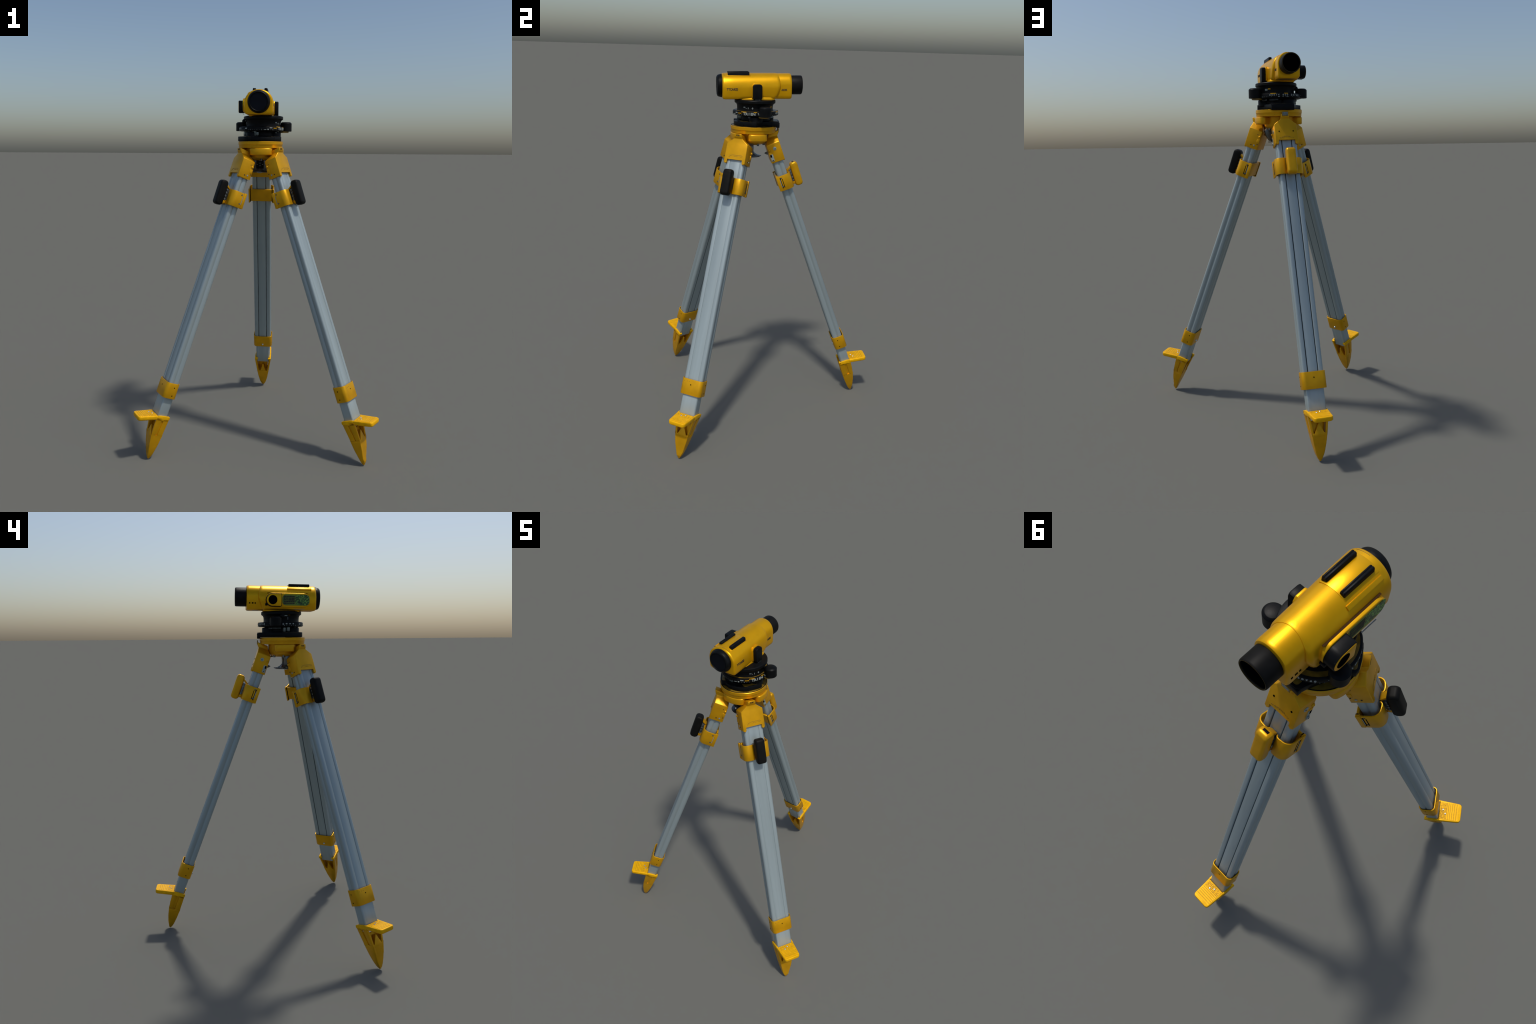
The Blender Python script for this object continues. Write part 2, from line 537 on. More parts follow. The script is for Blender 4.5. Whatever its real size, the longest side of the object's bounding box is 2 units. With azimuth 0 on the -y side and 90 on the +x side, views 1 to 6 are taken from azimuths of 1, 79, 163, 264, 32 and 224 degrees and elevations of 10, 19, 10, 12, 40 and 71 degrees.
# smudged small print, in an arc, on the rear bracket
bm = bmesh.new()
for row, n, z0, w in ((0, 22, 1.659, 0.076), (1, 11, 1.6665, 0.034)):
    for i in range(n):
        u = -0.5 + (i + random.uniform(0.2, 0.8)) / n
        x = u * w
        z = z0 + 0.006 * (1 - (2 * u) ** 2) * (1 - row * 0.5) + random.uniform(-.0008, .0008)
        h, ww = random.uniform(0.001, 0.0042), random.uniform(0.0007, 0.0022)
        box_bm(bm, x, x + ww, 0.0408, 0.0425, z - h / 2, z + h / 2)
ME_PRINT = finish(bm, "bracket_small_print", M_ENG)
ME_TABTXT = text_mesh("bracket_tab_mark", "ICE", 0.011, M_INK, 0.0004, squash=1.2)

# --- pointed foot; its tip strays a little from the leg axis, differently on each leg
def foot(dx, dy, din):
    bm = bmesh.new()
    # s, half width, inner o, outer o
    st = [(0.004, 0.0046, -0.0300, -0.0212), (0.011, 0.0056, -0.0312, -0.0195), (0.0125, 0.0085, -0.0330, -0.0170),
          (0.030, 0.0150, -0.0365, -0.0115), (0.048, 0.0205, -0.0388, -0.0050), (0.065, 0.0250, -0.0402, 0.0010),
          (0.085, 0.0292, -0.0415, 0.0072), (0.115, 0.0342, -0.0425, 0.0150), (0.135, 0.0375, -0.0430, 0.0195),
          (0.150, 0.0400, -0.0430, 0.0222)]
    rings = []
    st = [((0.0125 + (s - 0.004) * 0.0375 / 0.046) if s < 0.05 else s, w, a, b) for s, w, a, b in st]
    for s, w, a, b in st:
        r = min(0.0040, (b - a) * 0.3, w * 0.4)
        rings.append([(x, y, s) for x, y in rrect(w, a, b, r, 3)])
    loft_bm(bm, rings)
    lev = [(0.080, 0.0276, -0.0405, 0.0045), (0.095, 0.0309, -0.0419, 0.0104), (0.115, 0.0344, -0.0427, 0.0152), (0.135, 0.0378, -0.0432, 0.0197),
           (0.150, 0.0402, -0.0432, 0.0224), (0.162, 0.0422, -0.0428, 0.0238),
           (0.205, 0.0485, -0.0420, 0.0285), (0.234, 0.0530, -0.0412, 0.0300), (0.247, 0.0545, -0.0405, 0.0305)]
    for sg in (1, -1):
        def cheek(y0f, y1f, rows, t0=0.0110, t1=0.0):
            rr = []
            for s, w, a, b in rows:
                ya, yb = y0f(a, b), y1f(a, b)
                rr.append([(sg * x, y, s) for x, y in ((w - t0, ya), (w - t1, ya), (w - t1, yb), (w - t0, yb))])
            loft_bm(bm, rr)
        cheek(lambda a, b: a, lambda a, b: b, lev[:5])
        cheek(lambda a, b: a, lambda a, b: -0.0130, lev[4:])
        cheek(lambda a, b: 0.0005, lambda a, b: b, lev[4:])
        cheek(lambda a, b: a + .001, lambda a, b: b - .001, lev[-2:])
        cheek(lambda a, b: -0.020, lambda a, b: 0.008, lev[4:], 0.0075, 0.0042)
    loft_bm(bm, [[(-w, -0.004, z), (w, -0.004, z), (w, 0.004, z), (-w, 0.004, z)] for w, z in ((0.027, 0.145), (0.034, 0.210))])
    for ya, yb, top in ((0.006, 0.0222, 0.196), (-0.0420, -0.029, 0.206)):
        q = 0.7 if ya < 0 else 1.0
        loft_bm(bm, [[(-0.029 * q, ya, 0.132), (0.029 * q, ya, 0.132), (0.029 * q, yb - 0.003, 0.132), (-0.029 * q, yb - 0.003, 0.132)],
                     [(-0.025 * q, ya, 0.149), (0.025 * q, ya, 0.149), (0.025 * q, yb, 0.149), (-0.025 * q, yb, 0.149)],
                     [(-0.002, ya, top), (0.002, ya, top), (0.002, yb + 0.004 * q, top), (-0.002, yb + 0.004 * q, top)]])
    for v in bm.verts:
        k = max(0.0, (0.262 - v.co.z) / 0.262)
        if v.co.y < -0.009:
            v.co.y += din * min(1.0, k * 2.6) * min(1.0, v.co.z / 0.05)
        v.co.x += dx * k
        v.co.y += dy * k
        v.co.z -= dy * k * 0.385
    return finish(bm, "foot_spike", M_YEL, bevel=0.0014, seg=2, bev_ang=40, angle=45)


ME_FOOT = {"A": foot(0.0110, 0.0165, 0.0085), "B": foot(-0.0125, 0.0115, 0.003), "C": foot(0.0005, 0.0, -0.001)}

# --- tread plate, one casting with the two arms that run back beside the tube
MT = Matrix.Translation((0, 0.0285, 0.2577)) @ Matrix.Rotation(R(-14), 4, 'X')
ol = []
for x, y in rrect(0.0480, -0.012, 0.1085, 0.014, 5):
    k = 1 + 0.13 * max(0.0, min(1.0, (0.105 - y) / 0.105))
    ol.append((x * k, max(y, 0.0005)))
bm = bmesh.new()
loft_bm(bm, [[(x * k, 0.04 + (y - 0.04) * k2, z) for x, y in ol] for z, k, k2 in
             ((-0.0235, 0.90, 0.95), (-0.0205, 0.965, 0.98), (-0.016, 1.0, 1.0), (-0.0050, 1.0, 1.0),
              (-0.0018, 0.985, 0.99), (0.0, 0.955, 0.975))])
bm.transform(MT)
for sg in (1, -1):
    loft_bm(bm, [[(sg * 0.0455, y, s0), (sg * w, y, s0), (sg * w, y, s1), (sg * 0.0455, y, s1)]
                 for y, w, s0, s1 in ((-0.0415, 0.0555, 0.244, 0.2600), (-0.020, 0.0555, 0.243, 0.2620), (0.010, 0.0548, 0.238, 0.2605), (0.0290, 0.0540, 0.234, 0.2572))])
    loft_bm(bm, [[(sg * 0.0360, y, s0), (sg * 0.0555, y, s0), (sg * 0.0555, y, s1), (sg * 0.0360, y, s1)]
                 for y, s0, s1 in ((-0.0420, 0.247, 0.2598), (-0.0320, 0.247, 0.2612))])
ME_TREAD = finish(bm, "foot_tread", M_TREAD, bevel=0.0026, seg=3, bev_ang=45, angle=42)
bm = bmesh.new()
box_bm(bm, -0.0440, 0.0440, 0.004, 0.0950, -0.0006, 0.0003)
bm.transform(MT)
ME_GROOVE = finish(bm, "tread_underlayer", M_GROOVE)  # one dark sheet under the ribs, seen in the gaps between them
bm = bmesh.new()
y = 0.036
for i, w in enumerate((0.0076, 0.0080, 0.0084, 0.0090, 0.0096, 0.0100)):
    box_bm(bm, -0.0445, 0.0445, y, y + w, -0.0006, 0.0012)
    y += w + 0.0013
# patterned part next to the tube: short staggered bars
for row in range(5):
    x = -0.0445
    while x < 0.042:
        w = random.uniform(0.006, 0.018)
        box_bm(bm, x, min(x + w, 0.0445), 0.0045 + row * 0.0063, 0.0045 + row * 0.0063 + random.uniform(0.0042, 0.0055), -0.0006, 0.0012)
        x += w + 0.0012
bm.transform(MT)
ME_RIB = finish(bm, "tread_rib", M_TREAD, bevel=0.0004, seg=1)
bm = bmesh.new()
for x, y in ((-0.006, 0.019), (0.014, 0.031)):
    lathe_bm(bm, [(0.0045, 0.0005), (0.0045, 0.0018), (0.003, 0.0032), (0, 0.0034)], 12, (x, y, 0))
bm.transform(MT)
ME_RIVET = finish(bm, "tread_rivet", M_STEEL)

# --- collar fittings
bm = bmesh.new()
for sg in (1, -1):
    a, b = (0.0618, 0.0626) if sg > 0 else (-0.0626, -0.0618)
    for z in (0.379, 0.424):
        lathe_bm(bm, [(0, a), (0.0032, a), (0.0032, b), (0, b)], 12, (0, -0.006, z), 'X')
lathe_bm(bm, [(0, 0.0404), (0.0033, 0.0404), (0.0033, 0.0413), (0, 0.0413)], 12, (0.002, 0, 0.418), 'Y')
ME_COLH = finish(bm, "collar_dark_disc", M_VOID)  # black discs stuck on the collar where holes would be
ME_COLB = lathe("collar_bolt", [(0, -0.0440), (0.004, -0.0435), (0.0066, -0.0395), (0.0070, -0.0362), (0, -0.0360)],
                M_STEEL, 18, (0.0, 0, 0.382), 'Y')
bm = bmesh.new()
for x in (0.040, 0.026, 0.012):
    for k in range(3):
        u = x + random.uniform(-.002, .002)
        z = 0.4335 - random.uniform(0, 0.004)
        box_bm(bm, u, u + random.uniform(.0008, .0026), 0.0405, 0.0412, z, z + random.uniform(0.0015, .0035))
ME_COLM = finish(bm, "collar_mark", M_ENG)

WROT = Matrix.Translation((0, 0.0605, 1.7845)) @ Matrix.Rotation(R(-21), 4, 'X')
ME_GREYWIN = box("tab_window", -0.0140, 0.0140, -0.002, 0.0022, -0.0085, 0.0085, M_GLASS, 0.001, M=WROT)
ME_WINFR = box("tab_window_frame", -0.0175, 0.0175, -0.004, 0.0012, -0.0115, 0.0115, M_ENG, 0.001, M=WROT)

for p0, p1, az, rear, tag in LEGS:
    p0, p1 = Vector(p0), Vector(p1)
    d = (p1 - p0).normalized()
    O = p0 - d * (p0.z / d.z)
    h = Vector((math.cos(R(az)), math.sin(R(az)), 0))
    o_ = (h - d * h.dot(d)).normalized()
    M = frame(O, o_.cross(d), o_, d)
    leg = obj("leg", ME_SLIDER, ROOT, M)
    obj("rail", ME_RAIL, leg)
    obj("rail", ME_RAIL_M, leg)
    if not rear:
        obj("front_web", ME_WEB, leg)
    obj("extension_tube", ME_TUBE, leg)
    obj("lower_collar", ME_COLLAR, leg)
    obj("collar_dark_disc", ME_COLH, leg)
    obj("collar_bolt", ME_COLB, leg)
    if not rear:
        obj("collar_mark", ME_COLM, leg)
    obj("clamp_band", ME_CLAMP, leg)
    obj("clamp_cross_plate", ME_PLATE, leg)
    obj("clamp_dark_box", ME_DARK_BOXES[tag], leg)
    obj("clamp_screw_core", ME_CSCREWC, leg)
    obj("clamp_screw", ME_CSCREW, leg)
    obj("clamp_lever", ME_LEVER, leg, None, M_YEL if rear else M_RUB)
    obj("lever_dark_inset", ME_LEVDARK, leg)
    if rear:
        obj("lever_end_patch", ME_LEVEND, leg)
    obj("lever_linkage", ME_LINK, leg)
    obj("lever_hinge", ME_LINKY, leg)
    obj("leg_bracket", ME_BRK, leg)
    obj("bracket_bolt", ME_BOLT_C if rear else ME_BOLT_A, leg)
    obj("bracket_dark_spot", ME_SPOT_C if rear else ME_SPOT_A, leg)
    obj("bracket_knuckle", ME_KNUCKLE, leg)
    obj("bracket_rivet", ME_BRKFOOT, leg)
    if rear:
        obj("bracket_face_disc", ME_BRKDOT, leg)
        obj("bracket_small_print", ME_PRINT, leg)
        obj("tab_window", ME_GREYWIN, leg)
        obj("tab_window_frame", ME_WINFR, leg)
    else:
        obj("bracket_embossing", ME_EMB, leg)
        tm = Matrix.Translation((0, 0.0572, 1.7775)) @ Matrix.Rotation(R(-24), 4, 'X') @ frame(
            (0, 0, 0), (-1, 0, 0), (0, 0, 1), (0, 1, 0))
        obj("bracket_tab_mark", ME_TABTXT, leg, tm)
    obj("foot_spike", ME_FOOT[tag], leg)
    obj("foot_tread", ME_TREAD, leg)
    obj("tread_underlayer", ME_GROOVE, leg)
    obj("tread_rib", ME_RIB, leg)
    obj("tread_rivet", ME_RIVET, leg)

# ------------------------------------------------------------------ tripod head
HC = Vector((0.0135, -0.1165, 0))
head = obj("tripod_head", lathe("tripod_head", [
    (0, 1.6805), (0.121, 1.6805), (0.1232, 1.6825), (0.1236, 1.6975), (0.1245, 1.6990), (0.1258, 1.7005),
    (0.1260, 1.7155), (0.1240, 1.7172), (0.1215, 1.7172), (0, 1.7172)], M_YEL, 96), ROOT, Matrix.Translation(HC))


def sector(r0, r1, half, n=14, corner=0.02):
    pts = []
    for i in range(n + 1):
        a = -half + 2 * half * i / n
        k = max(0.0, (abs(a) - half + 0.16) / 0.16)
        rr = r1 - corner * k * k
        pts.append((rr * math.cos(a), rr * math.sin(a)))
    pts += [(r0 * math.cos(half), r0 * math.sin(half)), (r0 * math.cos(half), -r0 * math.sin(half))]
    return pts


for ang, rr, half in ((-88, 0.1265, 0.62), (4, 0.131, 0.49), (178, 0.126, 0.55)):
    me = prism("head_pad", sector(0.05, rr, half), 1.6415, 1.680, 'Z', M_YEL, 0.006, 3, 40)
    obj("head_pad", me, head, Matrix.Rotation(R(ang), 4, 'Z'))
obj("head_top_plate", lathe("head_top_plate", [(0, 1.7174), (0.1205, 1.7174), (0.1205, 1.7180), (0, 1.7180)], M_OLIVE, 64), head)
bm = bmesh.new()
lathe_bm(bm, [(0.1205, 1.7174), (0.1240, 1.7174), (0.1236, 1.7186), (0.1208, 1.7186), (0.1205, 1.7174)], 72)
obj("head_top_rim", finish(bm, "head_top_rim", M_BLK), head)
# hub, bolts, central fixing screw with its bail
obj("head_hub", lathe("head_hub", [(0, 1.6125), (0.045, 1.6125), (0.064, 1.6175), (0.078, 1.6290), (0.082, 1.6430), (0.082, 1.680), (0, 1.680)],
                      M_YEL, 48, (-0.002, -0.004, 0)), head)
bm = bmesh.new()
for i in range(7):
    a = R(20 + i * 360 / 7)
    lathe_bm(bm, [(0, 1.6100), (0.0065, 1.6100), (0.0065, 1.625), (0, 1.625)], 10,
             (-0.002 + 0.064 * math.cos(a), -0.004 + 0.064 * math.sin(a), 0))
obj("hub_bolt", finish(bm, "hub_bolt", M_DARKST), head)
obj("fixing_screw", lathe("fixing_screw", [
    (0, 1.553), (0.034, 1.5535), (0.030, 1.5570), (0.022, 1.566), (0.0175, 1.577), (0.0160, 1.588), (0.0180, 1.600), (0.0225, 1.612),
    (0.0300, 1.622), (0.0380, 1.627), (0, 1.628)], M_DARKST, 40, (-0.003, -0.017, 0), angle=50), head)
obj("screw_arm", prism("screw_arm", [(-0.058, 1.628), (0.066, 1.628), (0.077, 1.606), (0.070, 1.582), (0.050, 1.554), (-0.040, 1.554), (-0.058, 1.576), (-0.063, 1.604)], -0.036, -0.008, 'Y', M_DARKST, 0.003), head)
obj("screw_core", box("screw_core", -0.0235, 0.0195, -0.0385, -0.020, 1.566, 1.624, M_BLK, 0.002), head)
bm = bmesh.new()
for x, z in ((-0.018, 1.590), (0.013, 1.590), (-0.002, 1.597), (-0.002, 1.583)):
    lathe_bm(bm, [(0, -0.0396), (0.0022, -0.0396), (0.0022, -0.038), (0, -0.038)], 10, (x, 0, z), 'Y')
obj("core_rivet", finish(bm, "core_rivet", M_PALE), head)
# thin foot ring carried by the flare
bm = bmesh.new()
lathe_bm(bm, [(0.040, 1.5455), (0.0585, 1.5455), (0.0595, 1.5480), (0.0580, 1.5500), (0.040, 1.5500), (0.040, 1.5455)], 48, (-0.003, -0.017, 0))
for a in (80, 20, 140, 255):
    M = Matrix.Translation((-0.003, -0.017, 0)) @ Matrix.Rotation(R(a), 4, 'Z')
    box_bm(bm, 0.020, 0.046, -0.013, 0.013, 1.5458, 1.5540, M)
obj("foot_ring", finish(bm, "foot_ring", M_DARKST, angle=40), head)
obj("screw_tip", lathe("screw_tip", [(0, 1.5395), (0.006, 1.540), (0.0115, 1.5425), (0.012, 1.547), (0.009, 1.5505), (0, 1.5505)],
                       M_STEEL, 24, (-0.003, -0.019, 0)), head)
# curved hook plate under the screw
prof = [(-0.012, 1.546), (0.060, 1.5475), (0.068, 1.5495), (0.066, 1.5525), (0.046, 1.5545), (0.030, 1.564), (0.020, 1.576),
        (0.0155, 1.592), (0.018, 1.606), (0.027, 1.618), (0.038, 1.624), (0.020, 1.627), (-0.012, 1.627)]
hk = Vector((0.0235, 0.0615, 0)).normalized()
MH = frame((-0.003, -0.019, 0), hk, Vector((-hk.y, hk.x, 0)), (0, 0, 1))
obj("screw_hook", prism("screw_hook", prof, -0.009, 0.009, 'Y', M_DARKST, 0.002), head, MH)
obj("hook_catch", lathe("hook_catch", [(0, 0.0), (0.010, 0.0), (0.006, 0.012), (0, 0.020)], M_DARKST, 8),
    head, frame((0.0065 - HC.x, -0.030 - HC.y, 1.560), (1, 0, 0), (0, 0, 1), (0, -1, 0)))

# ------------------------------------------------------------------ levelling base
BC = Vector((0.0170, -0.1065, 0))


def lobed(angles, radii, hws, r_in):
    """outline of a plate with wide rounded lobes"""
    pts = []
    for a_deg, rad, hw in zip(angles, radii, hws):
        a = R(a_deg)
        c, s = math.cos(a), math.sin(a)
        q = [(r_in * 0.72, -hw - 0.012), (rad - 0.030, -hw), (rad - 0.010, -hw + 0.004), (rad - 0.002, -hw + 0.018), (rad, -hw * 0.4), (rad, hw * 0.4),
             (rad - 0.002, hw - 0.018), (rad - 0.010, hw - 0.004), (rad - 0.030, hw), (r_in * 0.72, hw + 0.012)]
        pts += [(x * c - y * s, x * s + y * c) for x, y in q]
    return pts


LA, LR, LH = (83, 212, 326), (0.1295, 0.130, 0.112), (0.067, 0.060, 0.056)
base = obj("levelling_base", prism("levelling_base", lobed(LA, LR, LH, 0.085), 1.7195, 1.7445, 'Z', M_BLK, 0.002),
           ROOT, Matrix.Translation(BC))
for a, rad in zip(LA, LR):  # yellow reflection painted as thin sheets; the base itself is black
    obj("base_top_reflection", prism("base_top_reflection", [(x, y) for x, y in rrect(0.048, 0.066, rad - 0.009, 0.010)], 1.7440, 1.7452, 'Z', M_OLIVE),
        base, Matrix.Rotation(R(a - 90), 4, 'Z'))
obj("base_skirt", prism("base_skirt", sector(0.05, 0.1185, 0.85), 1.7190, 1.7405, 'Z', M_BLK, 0.002), base, Matrix.Rotation(R(272), 4, 'Z'))
obj("base_drum", lathe("base_drum", [(0, 1.722), (0.090, 1.722), (0.091, 1.726), (0.088, 1.745), (0.080, 1.749), (0.078, 1.768), (0.088, 1.772), (0.088, 1.776), (0, 1.776)],
                       M_BLK, 72), base)
for a in (352, 112, 232):
    c = (0.075 * math.cos(R(a)), 0.075 * math.sin(R(a)), 0)
    bm = bmesh.new()
    n = 40
    pr = [(0, 1.735), (0.034, 1.735), (0.0368, 1.738), (0.0368, 1.765), (0.034, 1.770), (0.018, 1.773), (0, 1.773)]
    lathe_bm(bm, pr, n, c)
    obj("foot_screw_knob", finish(bm, "foot_screw_knob", M_BLK), base)
for a, w, z0, z1 in ((246, 0.011, 1.749, 1.774), (226, 0.008, 1.752, 1.775), (258, 0.006, 1.750, 1.768), (198, 0.008, 1.750, 1.772), (185, 0.006, 1.748, 1.77)):
    obj("bubble_window", box("bubble_window", 0.074, 0.1005, -w, w, z0, z1, M_GLASS, 0.0015), base, Matrix.Rotation(R(a), 4, 'Z'))
# pale worn plates leaning on the shoulder of the drum
for i, (a, w) in enumerate(((58, 0.024), (15, 0.030), (-18, 0.026), (128, 0.030), (160, 0.022))):
    obj("shoulder_plate", box("shoulder_plate", -0.006, 0.0008, -w, w, -0.0045, 0.0045, M_DARKST, 0.001), base,
        Matrix.Rotation(R(a), 4, 'Z') @ Matrix.Translation((0.0965, 0, 1.7680)) @ Matrix.Rotation(R(-28), 4, 'Y'))
obj("base_lip", box("base_lip", -0.062, 0.062, 0.1120, 0.1300, 1.7112, 1.7390, M_BLK, 0.003), base, Matrix.Rotation(R(LA[0] - 90), 4, 'Z'))
# graduated circle
ring = obj("graduated_circle", lathe("graduated_circle", [
    (0, 1.775), (0.117, 1.775), (0.1225, 1.7765), (0.1248, 1.7795), (0.1250, 1.7930), (0.1235, 1.7965), (0.1190, 1.7990), (0, 1.7990)],
    M_BLK, 96), base)
bm = bmesh.new()


def on_ring(bm, a_deg, r, z, w, h, th=0.0006):
    a = R(a_deg)
    M = Matrix.Rotation(a, 4, 'Z') @ Matrix.Translation((r, 0, z))
    box_bm(bm, -0.0015, th, -w / 2, w / 2, -h / 2, h / 2, M)


def glyphs(text, size, a0, step, r, z, parent, name="circle_numeral"):
    for i, ch in enumerate(text):
        if ch == ' ':
            continue
        a = R(a0 + i * step)
        e = Vector((math.cos(a), math.sin(a), 0))
        obj(name, text_mesh(name, ch, size, M_WHITE, 0.0006, squash=1.15), parent,
            frame(e * r + Vector((0, 0, z)), Vector((-e.y, e.x, 0)), (0, 0, 1), e))


glyphs("TRIEN V", 0.0185, -38, 6.2, 0.1252, 1.7865, ring)
glyphs("00074 800 20768", 0.0115, 52, 5.4, 0.1252, 1.7890, ring)
glyphs("TRIA20", 0.0125, 146, 6.5, 0.1252, 1.7870, ring)
for i in range(60):
    a = i * 6 + 1.5
    if -44 < a < 2 or a > 316 or 48 < a < 132 or 143 < a < 186:
        if i % 3:
            continue
    on_ring(bm, a, 0.1250, 1.7805, 0.0008 if i % 5 else 0.0016, 0.003 if i % 5 else 0.006)
for a, z, w, h in ((-64, 1.7905, 0.016, 0.005), (-72, 1.782, 0.007, 0.006), (-80, 1.7805, 0.012, 0.003), (228, 1.7885, 0.014, 0.006),
                   (205, 1.7895, 0.007, 0.006), (196, 1.789, 0.009, 0.004), (187, 1.7895, 0.009, 0.006), (96, 1.7795, 0.006, 0.003),
                   (84, 1.7795, 0.004, 0.003), (74, 1.780, 0.008, 0.003)):
    on_ring(bm, a, 0.1250, z, w, h)
obj("circle_mark", finish(bm, "circle_mark", M_WHITE), ring)
bm = bmesh.new()
for a, z, w in ((-52, 1.7885, 0.022), (-40, 1.7960, 0.030), (-10, 1.7962, 0.018), (60, 1.7960, 0.03), (92, 1.7965, 0.02), (170, 1.7960, 0.012)):
    a_ = R(a)
    M = Matrix.Rotation(a_, 4, 'Z') @ Matrix.Translation((0.1236 if z > 1.79 else 0.1253, 0, z))
    box_bm(bm, -0.002, 0.0010, -w / 2, w / 2, -0.0018, 0.0022, M)
obj("circle_yellow_mark", finish(bm, "circle_yellow_mark", M_YEL, bevel=0.0006), ring)
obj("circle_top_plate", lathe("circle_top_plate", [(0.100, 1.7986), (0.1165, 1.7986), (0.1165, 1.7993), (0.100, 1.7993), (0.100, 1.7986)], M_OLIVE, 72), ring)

# turntable neck and flange
TC = Vector((0.0290, -0.1125, 0))
neck = obj("turntable", lathe("turntable", [
    (0, 1.790), (0.1010, 1.790), (0.0985, 1.800), (0.0975, 1.812), (0.0985, 1.826), (0.1020, 1.834), (0.1095, 1.8390), (0.1115, 1.8420),
    (0.1115, 1.8530), (0.1095, 1.8560), (0.100, 1.8585), (0, 1.8585)], M_BLK, 96), ROOT, Matrix.Translation(TC))
glyphs("-1 0", 0.012, -38, 7, 0.0978, 1.816, neck, "neck_numeral")
for a, z, m_, w, h in ((186, 1.836, M_GLASS, 0.016, 0.012), (178, 1.838, M_GLASS, 0.008, 0.010), (196, 1.838, M_YEL, 0.012, 0.006),
                       (193, 1.818, M_DARKST, 0.003, 0.014), (-44, 1.820, M_GLASS, 0.012, 0.006), (42, 1.818, M_GLASS, 0.016, 0.010),
                       (52, 1.822, M_YEL, 0.014, 0.005)):
    r = 0.0980 if z < 1.83 else 0.1035
    obj("neck_fitting", box("neck_fitting", -0.006, 0.0012, -w / 2, w / 2, -h / 2, h / 2, m_, 0.0006), neck,
        Matrix.Rotation(R(a), 4, 'Z') @ Matrix.Translation((r, 0, z)))
bm = bmesh.new()
lathe_bm(bm, [(0, -0.013), (0.008, -0.0105), (0.0125, -0.004), (0.0125, 0.004), (0.008, 0.0105), (0, 0.013)], 20)
obj("turntable_lug", finish(bm, "turntable_lug", M_BLK), neck, Matrix.Translation((-0.109, 0.010, 1.831)))


def side_knob(center, r, z0, z1, name):
    h = z1 - z0
    me = lathe(name, [(0, z0), (r - 0.002, z0), (r, z0 + 0.002), (r, z1 - 0.0075), (r - 0.0015, z1 - 0.0055), (r - 0.0070, z1 - 0.0008), (r - 0.0090, z1), (0, z1)],
               M_BLK, 40)
    k = obj(name, me, ROOT, Matrix.Translation((center[0], center[1], 0)))
    v = Vector((BC.x - center[0], BC.y - center[1], 0))
    L = v.length
    v.normalize()
    obj("knob_shaft", lathe("knob_shaft", [(0, 0), (0.013, 0), (0.013, L - 0.09), (0, L - 0.09)], M_BLK, 24), k,
        frame((0, 0, z0 + h * 0.45), Vector((-v.y, v.x, 0)), (0, 0, 1), v))
    return k


kr = side_knob((0.1575, -0.0785), 0.0325, 1.7755, 1.8275, "tangent_knob")
kl = side_knob((-0.0970, -0.0640), 0.0315, 1.7775, 1.8275, "tangent_knob")
obj("knob_flange", lathe("knob_flange", [(0, 1.768), (0.026, 1.768), (0.028, 1.770), (0.028, 1.775), (0, 1.775)], M_OLIVE, 32, (-0.012, -0.003, 0)), kr)

# ------------------------------------------------------------------ telescope
A0, A1 = Vector((0.004, -0.319, 1.9225)), Vector((0.0229, 0.1415, 1.9325))
Y = (A1 - A0).normalized()
X = Y.cross(Vector((0, 0, 1))).normalized()
Z = X.cross(Y)
MI = frame(A0, X, Y, Z)


def body_section(xr, xl, zt, zb, z0, cr, cl, n=40):
    """arched top, straight right flank with a small bottom radius, chamfered left bottom"""
    pts = []
    for i in range(n + 1):
        a = math.pi * i / n
        ca, sa = math.cos(a), math.sin(a)
        x = (xr if ca > 0 else xl) * math.copysign(abs(ca) ** 0.94, ca)
        pts.append((x, z0 + (zt - z0) * sa ** 0.97))
    pts += [(-xl, z0 - 0.012), (-xl + 0.0005, zb + cl * 1.3), (-xl + cl * 0.45, zb + cl * 0.55), (-xl + cl, zb + 0.003), (-xl + cl + 0.006, zb)]
    pts += [(0, zb)]
    pts += [(xr - cr - 0.002, zb), (xr - cr * 0.4 - 0.002, zb + cr * 0.25), (xr - 0.002, zb + cr), (xr - 0.0008, zb + cr * 2), (xr, z0 - 0.012)]
    return pts


S_MAIN = body_section(0.0787, 0.0800, 0.0668, -0.0660, -0.010, 0.009, 0.011)
S_REAR = body_section(0.0565, 0.0630, 0.0655, -0.0675, 0.004, 0.010, 0.011)


def sec3(S, y, k=0.0, blend=None, f=0.0, ysh=None):
    out = []
    for i, (x, z) in enumerate(S):
        if S is S_MAIN and x > 0:            # right flank draws in towards the eyepiece
            x *= 1 - 0.14 * max(0.0, min(1.0, (y - 0.08) / 0.25))
        if blend:
            x = x + (blend[i][0] - x) * f
            z = z + (blend[i][1] - z) * f
        kx = 1 - k / 0.08
        kz = 1 - k / 0.066
        yy = y + (ysh(z) if ysh else 0)
        out.append((x * kx, yy, z * kz))
    return out


def y_step(z):
    return -(0.014 if z > 0 else 0.030) * (z / 0.067) ** 2


